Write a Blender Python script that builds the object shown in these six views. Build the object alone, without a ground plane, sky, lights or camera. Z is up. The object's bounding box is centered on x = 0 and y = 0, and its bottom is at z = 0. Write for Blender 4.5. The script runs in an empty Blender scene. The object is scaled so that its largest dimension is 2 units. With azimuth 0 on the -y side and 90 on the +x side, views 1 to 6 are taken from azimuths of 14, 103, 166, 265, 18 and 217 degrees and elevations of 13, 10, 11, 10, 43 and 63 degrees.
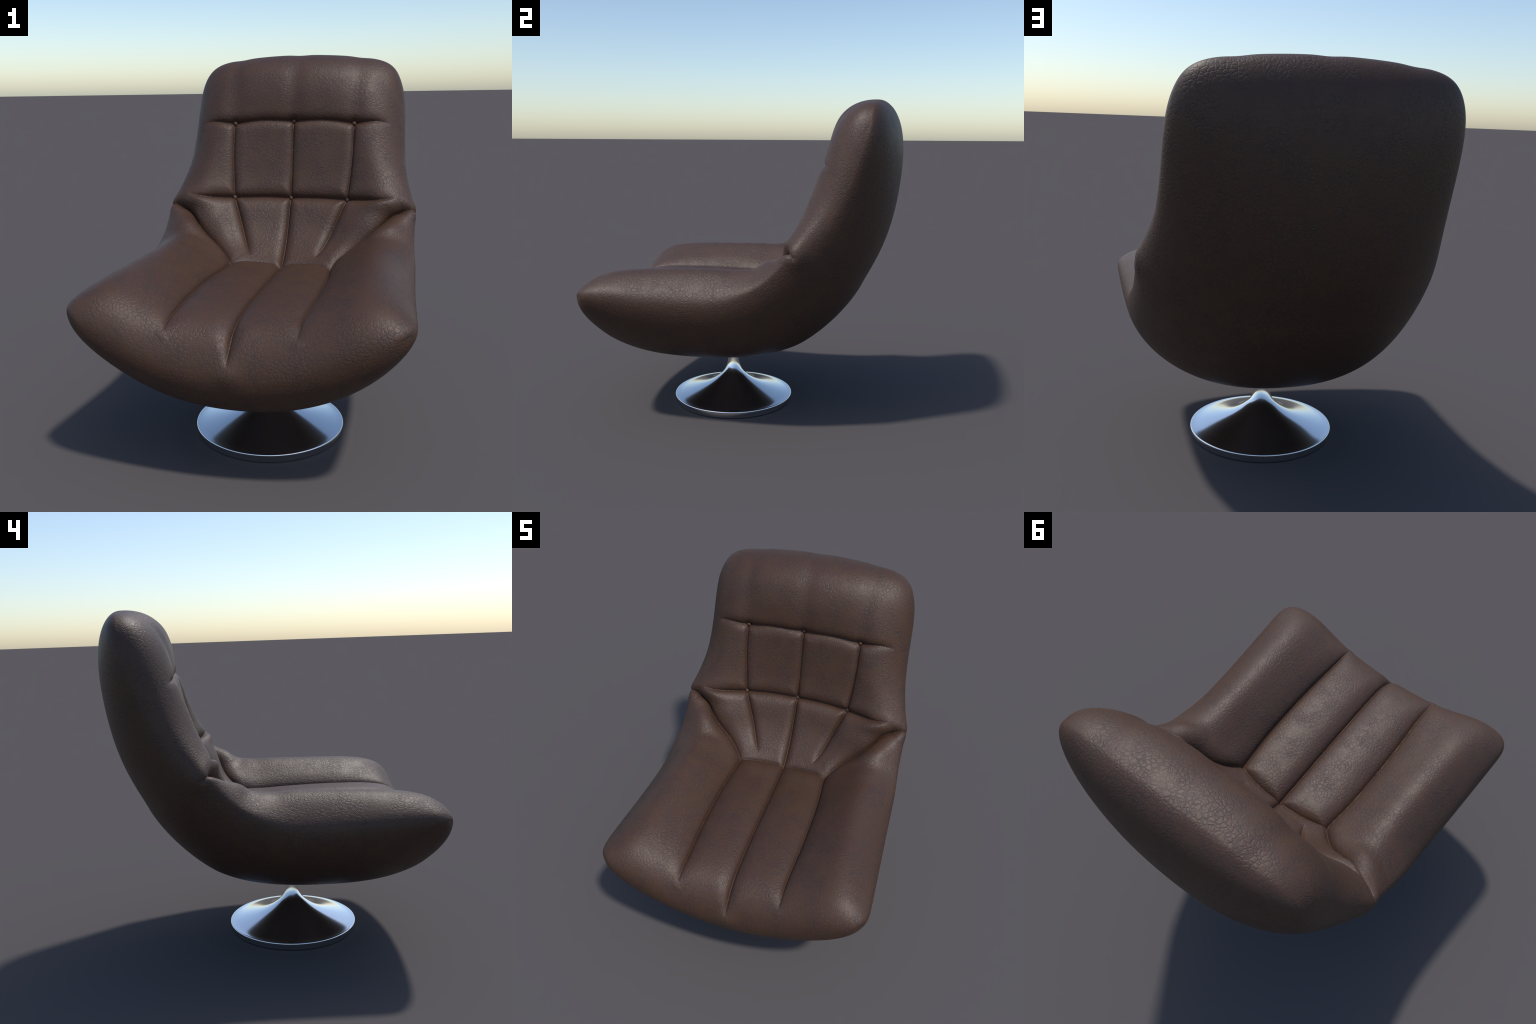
# A tufted leather swivel lounge chair on a flared chrome pedestal.
# The upholstered body is one closed pillow: a spine curve in the side plane carries
# widths, shell depth and cushion height; seams, folds and tufts are carved into it by
# distance rules, then the surface is split into its panels along those seams.
import bpy, math
import numpy as np
from mathutils import Vector, Matrix

# ------------------------------------------------------------------ helper maths
def natural_spline(xk, yk, x):
    xk = np.asarray(xk, float); yk = np.asarray(yk, float)
    n = len(xk); h = np.diff(xk)
    A = np.zeros((n, n)); r = np.zeros(yk.shape)
    A[0, 0] = A[-1, -1] = 1
    for i in range(1, n - 1):
        A[i, i-1] = h[i-1]; A[i, i] = 2*(h[i-1]+h[i]); A[i, i+1] = h[i]
        r[i] = 6*((yk[i+1]-yk[i])/h[i] - (yk[i]-yk[i-1])/h[i-1])
    m = np.linalg.solve(A, r)
    i = np.clip(np.searchsorted(xk, x)-1, 0, n-2)
    hh = h[i]; a = xk[i+1]-x; b = x-xk[i]
    ex = (lambda v: v) if yk.ndim == 1 else (lambda v: v[..., None])
    return (ex(a**3/(6*hh))*m[i] + ex(b**3/(6*hh))*m[i+1] + ex(a/hh)*yk[i] + ex(b/hh)*yk[i+1]
            - ex(hh*a/6)*m[i] - ex(hh*b/6)*m[i+1])

def smoothstep(x, a, b):
    t = np.clip((x-a)/(b-a), 0, 1)
    return t*t*(3-2*t)

# ------------------------------------------------------------------ body design
# stations along the spine: -1 = front edge of the seat, +1 = top of the back
ST = [-1, -.75, -.5, -.25, 0, .2, .4, .6, .8, 1]
ST_TOP = [-1, -.7, -.4, -.1, .1, .25, .4, .55, .8, 1]
SPINE = [(-0.9819, 0.8188), (-0.8233, 0.8327), (-0.5448, 0.8091), (-0.1162, 0.8026), (0.1168, 0.8767), (0.2645, 0.9752), (0.4334, 1.1441), (0.6127, 1.3552), (0.7655, 1.7184), (0.8063, 2.001)]
HALF_WIDTH = [0.8206, 0.7832, 0.7655, 0.7472, 0.7379, 0.7246, 0.7099, 0.6533, 0.651, 0.6918]
SHELL_DEPTH = [0.371, 0.4023, 0.4393, 0.4139, 0.3979, 0.3715, 0.3522, 0.3269, 0.3205, 0.3208]
CUSHION = [0.1667, 0.1591, 0.1412, 0.0866, 0.049, 0.0726, 0.1242, 0.1911, 0.3101, 0.4172]
SIDE_ROLL = [0.09, 0.106, 0.1438, 0.1673, 0.1419, 0.0924, 0.067, 0.0543, 0.0098, -0.0754]
DISH = [-0.245, -0.1541, -0.0946, -0.0605, -0.0856, -0.0986, -0.1004, -0.0623, -0.0128, -0.005]
SHELL_ROUND = (2.4684, 0.5306, 1.756, 0.4963)
TOP_ROUND = (3.115, 0.42, 4.1609, 0.4734)
CORNER_FRONT, CORNER_TOP, BOW_FRONT, BOW_TOP, ROLL_AT = 0.0735, 0.0863, 0.0785, 0.0468, 0.773

def axis_samples(n, u0=.8):
    # even in the middle, crowding quadratically towards the rim
    u = np.linspace(-1, 1, n); m = 2/(1+u0); au = np.abs(u)
    a = np.where(au < u0, m*au, 1 - m/(2*(1-u0))*(1-au)**2)
    return np.sign(u)*a

def body_point(A, B, top):
    kap = np.where(B < 0, CORNER_FRONT, CORNER_TOP)
    kb = (1-kap)/kap
    aa = np.abs(A); bb = np.abs(B)
    p = A*(1-kap*bb**kb)
    q = B*(1-kap*aa**kb) - np.where(B < 0, -BOW_FRONT, BOW_TOP)*aa**2*bb**2.5
    S = natural_spline(ST, SPINE, q)
    d = natural_spline(ST, SPINE, q+1e-3) - natural_spline(ST, SPINE, q-1e-3)
    d /= np.linalg.norm(d, axis=-1, keepdims=True)
    N = np.stack([-d[..., 1], d[..., 0]], -1)
    W = natural_spline(ST, HALF_WIDTH, q)
    if top:
        aP, aE, bP, bE = TOP_ROUND
        F = np.maximum(1-aa**aP, 0)**aE*np.maximum(1-bb**bP, 0)**bE
        off = (natural_spline(ST_TOP, CUSHION, q)
               + natural_spline(ST_TOP, SIDE_ROLL, q)*np.exp(-((aa-ROLL_AT)/.25)**2))*F
    else:
        aP, aE, bP, bE = SHELL_ROUND
        F = np.maximum(1-aa**aP, 0)**aE*np.maximum(1-bb**bP, 0)**bE
        off = -natural_spline(ST, SHELL_DEPTH, q)*F
    off = off + natural_spline(ST, DISH, q)*(1-aa**2)
    yz = S + N*off[..., None]
    return np.stack([p*W, yz[..., 0], yz[..., 1]], -1)

# ------------------------------------------------------------------ seams
# each seam: control points (across, along, depth, radius); across > 0 is mirrored
FOLD = [(.37, .01, .026, .045), (.476, .12, .040, .055), (.603, .203, .066, .08), (.72, .268, .078, .09),
        (.82, .32, .080, .085), (.915, .362, .066, .06), (.965, .387, .032, .045), (1., .405, .007, .03)]
CREASE = [(.37, .01, .022, .04), (.2, .035, .018, .032), (0, .035, .022, .035)]
CORNER_DIP = [(.37, .02, .008, .045), (.2, .05, .012, .05), (0, .05, .012, .05)]
SEAT_SIDE = [(.37, .005, .040, .07), (.39, -.31, .050, .10), (.382, -.495, .048, .10),
             (.37, -.657, .038, .085), (.372, -.78, .018, .06), (.373, -.86, 0, .04)]
SEAT_MID = [(0, .03, .036, .06), (0, -.3, .044, .09), (0, -.55, .044, .09), (0, -.75, .040, .075),
            (0, -.86, .030, .055), (0, -.91, .018, .04), (0, -.945, .007, .03), (0, -.965, 0, .03)]
DIAGONAL = [(.46, .408, .030, .045), (.40, .327, .029, .045), (.35, .25, .026, .045), (.298, .16, .018, .038), (.25, .085, .0, .03)]
SPINE_SEAM = [(0, .423, .030, .045), (0, .3, .030, .045), (0, .15, .030, .045), (0, .035, .030, .04)]
VERTICAL = [(.553, .708, .026, .045), (.54, .612, .020, .05), (.505, .512, .021, .05), (.46, .408, .030, .045)]
VERTICAL_MID = [(0, .707, .026, .045), (0, .61, .018, .05), (0, .51, .019, .05), (0, .423, .030, .045)]
LUMBAR = [(.86, .40, 0, .04), (.77, .388, .018, .045), (.627, .392, .034, .055), (.46, .408, .038, .055), (.23, .422, .034, .06), (0, .423, .036, .055)]
HEAD = [(.88, .735, 0, .04), (.80, .727, .010, .045), (.70, .718, .021, .05), (.553, .708, .031, .05), (.40, .710, .024, .05), (.265, .711, .021, .05), (.13, .709, .023, .05), (0, .707, .030, .05)]
# shallow valleys that run on over the headrest: no crease, only a soft dip
VALLEY = [(.553, .72, .010, .05), (.555, .80, .009, .05), (.565, .90, .008, .05), (.575, 1., .004, .05)]
VALLEY_MID = [(0, .72, .010, .05), (0, .80, .009, .05), (0, .90, .007, .05), (0, 1., .004, .05)]
SEAMS = [(FOLD, 0), (CREASE, 0), (CORNER_DIP, 1), (SEAT_SIDE, 0), (SEAT_MID, 0), (DIAGONAL, 0), (SPINE_SEAM, 0), (VERTICAL, 0),
         (VERTICAL_MID, 0), (LUMBAR, 0), (HEAD, 0), (VALLEY, 1), (VALLEY_MID, 1)]
BUTTONS = [(-.553, .708), (0, .707), (.553, .708), (-.46, .408), (0, .423), (.46, .408)]
# soft swellings of the stuffing: (across, along, spread across, spread along, height)
PUFFS = [(0, .78, .8, .06, .007), (.25, .36, .20, .06, .009), (.26, .56, .18, .10, .006),
         (.19, .16, .16, .10, .006), (.50, .30, .12, .07, .010),
         (.90, .412, .10, .03, .005), (.78, .358, .14, .032, .014), (.78, .225, .15, .065, .016), (.66, .10, .10, .05, -.006),
         (.19, -.05, .14, .08, .010), (.19, -.45, .13, .3, .006), (.55, -.02, .16, .10, .006), (.72, .56, .12, .12, .006),
         (.373, -.885, .03, .02, .003)]

# the ridge between backrest and bolster pushes out over the rim; the middle seam of the
# seat gathers into a small pucker at the front lip
RIM_PUFFS = [(1., .415, .065, .013), (0, -.985, .055, .011)]

def rim_puff(X):
    out = np.zeros(X.shape[:-1])
    Y = X.copy(); Y[..., 0] = np.abs(Y[..., 0])
    for a, b, s, h in RIM_PUFFS:
        c = body_point(np.array([a]), np.array([b]), True)[0]
        out += h*np.exp(-((Y-c)**2).sum(-1)/s**2)
    return out

def seam_path(seam):
    c = np.array(seam, float)
    k = np.concatenate([[0], np.cumsum(np.hypot(*np.diff(c[:, :2], axis=0).T))])
    t = np.linspace(0, k[-1], max(24, int(k[-1]*110)))
    ab = natural_spline(k, c[:, :2], t)
    ab[:, 0] = np.clip(ab[:, 0], 0, 1)
    dep = np.interp(t, k, c[:, 2]); rad = np.interp(t, k, c[:, 3])
    return body_point(ab[:, 0], ab[:, 1], True), dep, rad

def groove_profile(t, t_wide):
    u = np.clip(1-t, 0, 1); w = np.clip(1-t_wide, 0, 1)
    return .5*(1-np.sqrt(np.maximum(1-u*u, 0))) + .5*w**2.5

def carve(X):
    """depth of all seams at the points X (mirrored in x)"""
    Y = X.copy(); Y[:, 0] = np.abs(Y[:, 0])
    total = np.zeros(len(Y))
    soft = np.zeros(len(Y))
    for seam, is_soft in SEAMS:
        pts, dep, rad = seam_path(seam)
        reach = 1.6*rad.max() if not is_soft else 3*rad.max()
        near = np.where(((Y > pts.min(0)-reach) & (Y < pts.max(0)+reach)).all(1))[0]
        for i0 in range(0, len(near), 40000):
            idx = near[i0:i0+40000]; Q = Y[idx]
            best = np.full(len(Q), 1e9); bd = np.zeros(len(Q)); br = np.ones(len(Q))
            for j in range(len(pts)-1):
                a = pts[j]; ab = pts[j+1]-a
                s = np.clip(((Q-a)@ab)/(ab@ab+1e-12), 0, 1)
                e = Q-a-s[:, None]*ab
                d2 = (e*e).sum(1); m = d2 < best
                best[m] = d2[m]
                bd[m] = (dep[j]+(dep[j+1]-dep[j])*s)[m]; br[m] = (rad[j]+(rad[j+1]-rad[j])*s)[m]
            dist = np.sqrt(best+.0025**2)-.0025
            if is_soft:
                soft[idx] += bd*np.exp(-(dist/br)**2)
                continue
            g = bd*groove_profile(dist/br, dist/(1.5*br)) + np.minimum(bd*.3, .009)*np.exp(-dist/.006)
            total[idx] += g**3
    total = total**(1/3)
    pit = np.zeros(len(Y))
    for a, b in BUTTONS:
        if a < 0: continue
        c = body_point(np.array([a]), np.array([b]), True)[0]
        d = np.linalg.norm(Y-c, axis=1)
        pit += .008*np.exp(-(d/.022)**2)
    return total+pit+soft

# ------------------------------------------------------------------ build the grids
NA, NB = 521, 881
ua, ub = axis_samples(NA), axis_samples(NB)
GA, GB = np.meshgrid(ua, ub, indexing='ij')

def grid_normals(X):
    du = np.gradient(X, axis=0); dv = np.gradient(X, axis=1)
    N = np.cross(du, dv)
    L = np.linalg.norm(N, axis=-1, keepdims=True)
    return N/np.maximum(L, 1e-12)

TOP = body_point(GA, GB, True); BOT = body_point(GA, GB, False)
NT = grid_normals(TOP); NBm = -grid_normals(BOT)
rim = (np.abs(GA) >= 1-1e-9) | (np.abs(GB) >= 1-1e-9)
nr = NT[rim]+NBm[rim]; nr /= np.linalg.norm(nr, axis=1, keepdims=True)+1e-12
NT[rim] = nr; NBm[rim] = nr

puff = np.zeros(GA.shape)
for a, b, sa, sb, h in PUFFS:
    puff += h*np.exp(-((np.abs(GA)-a)/sa)**2-((GB-b)/sb)**2)
puff *= smoothstep(1-np.abs(GA), 0, .06)*smoothstep(1-np.abs(GB), 0, .025)
cut_t = carve(TOP.reshape(-1, 3)).reshape(GA.shape)
cut_b = carve(BOT.reshape(-1, 3)).reshape(GA.shape)
cut_b[rim] = cut_t[rim]
TOP = TOP + NT*(puff-cut_t+rim_puff(TOP))[..., None]
BOT = BOT + NBm*(rim_puff(BOT)-cut_b)[..., None]
BOT[rim] = TOP[rim]

# one vertex list for the whole closed body
tid = np.arange(NA*NB).reshape(NA, NB)
bid = tid+NA*NB; bid[rim] = tid[rim]
V = np.concatenate([TOP.reshape(-1, 3), BOT.reshape(-1, 3)])
def quads(ids, flip):
    q = np.stack([ids[:-1, :-1], ids[1:, :-1], ids[1:, 1:], ids[:-1, 1:]], -1)
    return q[..., ::-1] if flip else q
QT, QB = quads(tid, False), quads(bid, True)
allq = np.concatenate([QT.reshape(-1, 4), QB.reshape(-1, 4)])
fn = np.cross(V[allq[:, 2]]-V[allq[:, 0]], V[allq[:, 3]]-V[allq[:, 1]])
VN = np.zeros_like(V)
for k in range(4):
    for c in range(3):
        VN[:, c] += np.bincount(allq[:, k], fn[:, c], len(V))
VN /= np.linalg.norm(VN, axis=1, keepdims=True)+1e-20

# ------------------------------------------------------------------ panels: split the top along its seams
fa = .25*(GA[:-1, :-1]+GA[1:, :-1]+GA[1:, 1:]+GA[:-1, 1:])
fb = .25*(GB[:-1, :-1]+GB[1:, :-1]+GB[1:, 1:]+GB[:-1, 1:])
fx = np.abs(fa)
def along(seam, x):
    c = np.array(sorted((p[0], p[1]) for p in seam)); return np.interp(x, c[:, 0], c[:, 1])
def across(seam, b):
    c = np.array(sorted((p[1], p[0]) for p in seam)); return np.interp(b, c[:, 0], c[:, 1])
join = np.where(fx < .37, along(CREASE, fx), along(FOLD, fx))
low = along(LUMBAR, fx); high = along(HEAD, fx)
is_back = fb > join
region = {}
right = fa > 0
region['seat_panel'] = [(~is_back) & (fx < across(SEAT_SIDE, fb)) & s for s in (right, ~right)]
region['side_bolster'] = [(~is_back) & (fx >= across(SEAT_SIDE, fb)) & s for s in (right, ~right)]
lum = is_back & (fb <= low)
mid = is_back & (fb > low) & (fb <= high)
dx = across(DIAGONAL, fb); vx = across(VERTICAL, fb)
region['lumbar_panel'] = [lum & c & s for c in (fx < dx, fx >= dx) for s in (right, ~right)]
region['back_panel'] = [mid & c & s for c in (fx < vx, fx >= vx) for s in (right, ~right)]
region['headrest'] = [is_back & (fb > high) & (fb > low)]

# ------------------------------------------------------------------ materials
def new_material(name):
    m = bpy.data.materials.new(name); m.use_nodes = True
    nt = m.node_tree
    return m, nt, nt.nodes['Principled BSDF']

def leather_material():
    m, nt, bsdf = new_material('brown_leather')
    N, L = nt.nodes.new, nt.links.new
    tc = N('ShaderNodeTexCoord')
    def noise(scale, detail=3, rough=.5):
        n = N('ShaderNodeTexNoise'); n.inputs['Scale'].default_value = scale
        n.inputs['Detail'].default_value = detail; n.inputs['Roughness'].default_value = rough
        L(tc.outputs['Object'], n.inputs['Vector']); return n
    def math_(op, a, b=None, clamp=False):
        n = N('ShaderNodeMath'); n.operation = op; n.use_clamp = clamp
        for i, v in enumerate((a, b)):
            if v is None: continue
            if isinstance(v, (int, float)): n.inputs[i].default_value = v
            else: L(v, n.inputs[i])
        return n.outputs[0]
    def remap(v, a, b, c, d):
        n = N('ShaderNodeMapRange'); n.interpolation_type = 'SMOOTHSTEP'
        L(v, n.inputs['Value'])
        for k, x in zip(('From Min', 'From Max', 'To Min', 'To Max'), (a, b, c, d)): n.inputs[k].default_value = x
        return n.outputs['Result']
    # warped coordinates so the cells are not polygons
    warp = noise(26, 4, .6)
    sub = N('ShaderNodeVectorMath'); sub.operation = 'SUBTRACT'; L(warp.outputs['Color'], sub.inputs[0]); sub.inputs[1].default_value = (.5, .5, .5)
    sc = N('ShaderNodeVectorMath'); sc.operation = 'SCALE'; L(sub.outputs[0], sc.inputs[0]); sc.inputs['Scale'].default_value = .026
    add = N('ShaderNodeVectorMath'); add.operation = 'ADD'; L(tc.outputs['Object'], add.inputs[0]); L(sc.outputs[0], add.inputs[1])
    def cells(scale):
        v = N('ShaderNodeTexVoronoi'); v.feature = 'DISTANCE_TO_EDGE'; v.inputs['Scale'].default_value = scale
        L(add.outputs[0], v.inputs['Vector']); return v.outputs['Distance']
    big, small = cells(48), cells(78)
    line_big = remap(big, .0, .075, 1, 0)
    line_small = remap(small, .0, .09, 1, 0)
    patch = remap(noise(9, 3).outputs['Fac'], .36, .64, .35, 1)
    patch_small = remap(noise(13, 3).outputs['Fac'], .42, .66, 0, .75)
    crack = math_('MAXIMUM', math_('MULTIPLY', line_big, patch), math_('MULTIPLY', line_small, patch_small))
    # long irregular creases where a slow noise crosses its middle value
    vein = noise(26, 3, .55).outputs['Fac']
    vein = remap(math_('ABSOLUTE', math_('SUBTRACT', vein, .5)), 0, .022, 1, 0)
    vein = math_('MULTIPLY', vein, remap(noise(11, 2).outputs['Fac'], .40, .62, 0, .85))
    crack = math_('MAXIMUM', crack, vein)
    fleck = remap(noise(75, 2).outputs['Fac'], .68, .76, 0, .8)
    crack = math_('MAXIMUM', crack, fleck)
    # colour: reddish and ochre browns drifting into each other, cool grey in the cracks
    tone = N('ShaderNodeValToRGB'); L(noise(11, 5, .65).outputs['Fac'], tone.inputs['Fac'])
    e = tone.color_ramp.elements
    e[0].position, e[0].color = .34, (.064, .0312, .0158, 1)
    e[1].position, e[1].color = .66, (.063, .0270, .0165, 1)
    dark = N('ShaderNodeMix'); dark.data_type = 'RGBA'
    L(math_('MULTIPLY', crack, .8), dark.inputs['Factor']); L(tone.outputs['Color'], dark.inputs[6]); dark.inputs[7].default_value = (.020, .019, .019, 1)
    L(dark.outputs[2], bsdf.inputs['Base Color'])
    # relief: domed grains between the cracks, some long wrinkles, fine grain
    dome = math_('MULTIPLY', remap(big, 0, .20, 0, 1), patch)
    dome_small = math_('MULTIPLY', remap(small, 0, .22, 0, .6), patch_small)
    height = math_('ADD', dome, dome_small)
    height = math_('SUBTRACT', height, math_('MULTIPLY', vein, .7))
    height = math_('ADD', height, math_('MULTIPLY', noise(45, 3).outputs['Fac'], .7))
    height = math_('ADD', height, math_('MULTIPLY', noise(200, 2).outputs['Fac'], .15))
    bump = N('ShaderNodeBump'); bump.inputs['Strength'].default_value = .30; bump.inputs['Distance'].default_value = .003
    L(height, bump.inputs['Height']); L(bump.outputs[0], bsdf.inputs['Normal'])
    L(remap(crack, 0, 1, .53, .62), bsdf.inputs['Roughness'])
    bsdf.inputs['Specular IOR Level'].default_value = .45
    return m

def chrome_material():
    m, nt, bsdf = new_material('polished_chrome')
    bsdf.inputs['Metallic'].default_value = 1
    n = nt.nodes.new('ShaderNodeTexNoise'); n.inputs['Scale'].default_value = 3
    r = nt.nodes.new('ShaderNodeMapRange'); r.inputs['To Min'].default_value = .11; r.inputs['To Max'].default_value = .15
    nt.links.new(n.outputs['Fac'], r.inputs['Value']); nt.links.new(r.outputs[0], bsdf.inputs['Roughness'])
    bsdf.inputs['Base Color'].default_value = (.80, .80, .81, 1)
    return m

leather, chrome = leather_material(), chrome_material()

# ------------------------------------------------------------------ objects
scene = bpy.context.scene
def link(o, parent=None):
    scene.collection.objects.link(o)
    if parent: o.parent = parent
    return o

chair = link(bpy.data.objects.new('swivel_chair', None))
chair['label'] = 'brown tufted leather swivel lounge chair on a round chrome pedestal'
chair['category'] = 'swivel chair'

def body_part(name, q):
    ids, inv = np.unique(q.ravel(), return_inverse=True)
    me = bpy.data.meshes.new(name)
    f = inv.reshape(-1, 4)
    me.vertices.add(len(ids)); me.vertices.foreach_set('co', V[ids].astype(np.float32).ravel())
    me.loops.add(f.size); me.loops.foreach_set('vertex_index', f.ravel().astype(np.int32))
    me.polygons.add(len(f)); me.polygons.foreach_set('loop_start', np.arange(0, f.size, 4, dtype=np.int32))
    me.update(calc_edges=True)
    me.shade_smooth()
    me.normals_split_custom_set_from_vertices(VN[ids].tolist())
    me.materials.append(leather)
    return link(bpy.data.objects.new(name, me), chair)

body_part('shell', QB.reshape(-1, 4))
for kind, masks in region.items():
    for mk in masks:
        if mk.any(): body_part(kind, QT[mk])

# covered buttons
def lathe(name, profile, segs, mat, parent):
    prof = np.array(profile, float)
    th = np.linspace(0, 2*np.pi, segs, endpoint=False)
    verts = [(r*math.cos(t), r*math.sin(t), z) for r, z in prof for t in th]
    n = len(prof)
    faces = [(i*segs+j, i*segs+(j+1) % segs, (i+1)*segs+(j+1) % segs, (i+1)*segs+j) for i in range(n-1) for j in range(segs)]
    faces.append(tuple(range(segs))[::-1]); faces.append(tuple((n-1)*segs+j for j in range(segs)))
    me = bpy.data.meshes.new(name); me.from_pydata(verts, [], faces); me.update(); me.shade_smooth()
    me.materials.append(mat)
    return link(bpy.data.objects.new(name, me), parent)

button_mesh = None
for a, b in BUTTONS:
    i = np.argmin(np.abs(ua-a)); j = np.argmin(np.abs(ub-b))
    n = Vector(NT[i, j]); c = Vector(TOP[i, j]) + n*.0185
    if button_mesh is None:
        prof = [(0.0138*math.cos(t), .0115*math.sin(t)) for t in np.linspace(-.9, 1.5, 14)]
        o = lathe('button', prof, 28, leather, chair); button_mesh = o.data
    else:
        o = link(bpy.data.objects.new('button', button_mesh), chair)
    o.matrix_world = Matrix.Translation(c) @ n.to_track_quat('Z', 'Y').to_matrix().to_4x4()

# pedestal: a flared trumpet foot with a rolled rim
BASE_Y, BASE_R = -.1385, .398
ctrl = np.array([(.029, .335), (.0325, .303), (.0368, .274), (.0425, .245), (.0525, .2175), (.070, .188), (.097, .1615), (.13, .1375), (.17, .1150), (.21, .0978), (.26, .0808), (.31, .0662), (.345, .0568), (.37, .0513), (.385, .0492), (.394, .0484)])
k = np.concatenate([[0], np.cumsum(np.hypot(*np.diff(ctrl, axis=0).T))])
flare = natural_spline(k, ctrl, np.linspace(0, k[-1], 160))
edge = [(.398, .0445), (.3985, .041), (.397, .030), (.392, .010), (.388, .003), (.384, 0), (.05, 0)]
foot = lathe('pedestal', np.concatenate([flare, edge])[::-1], 160, chrome, chair)
foot.location = (0, BASE_Y, 0)
bpy.context.view_layer.update()
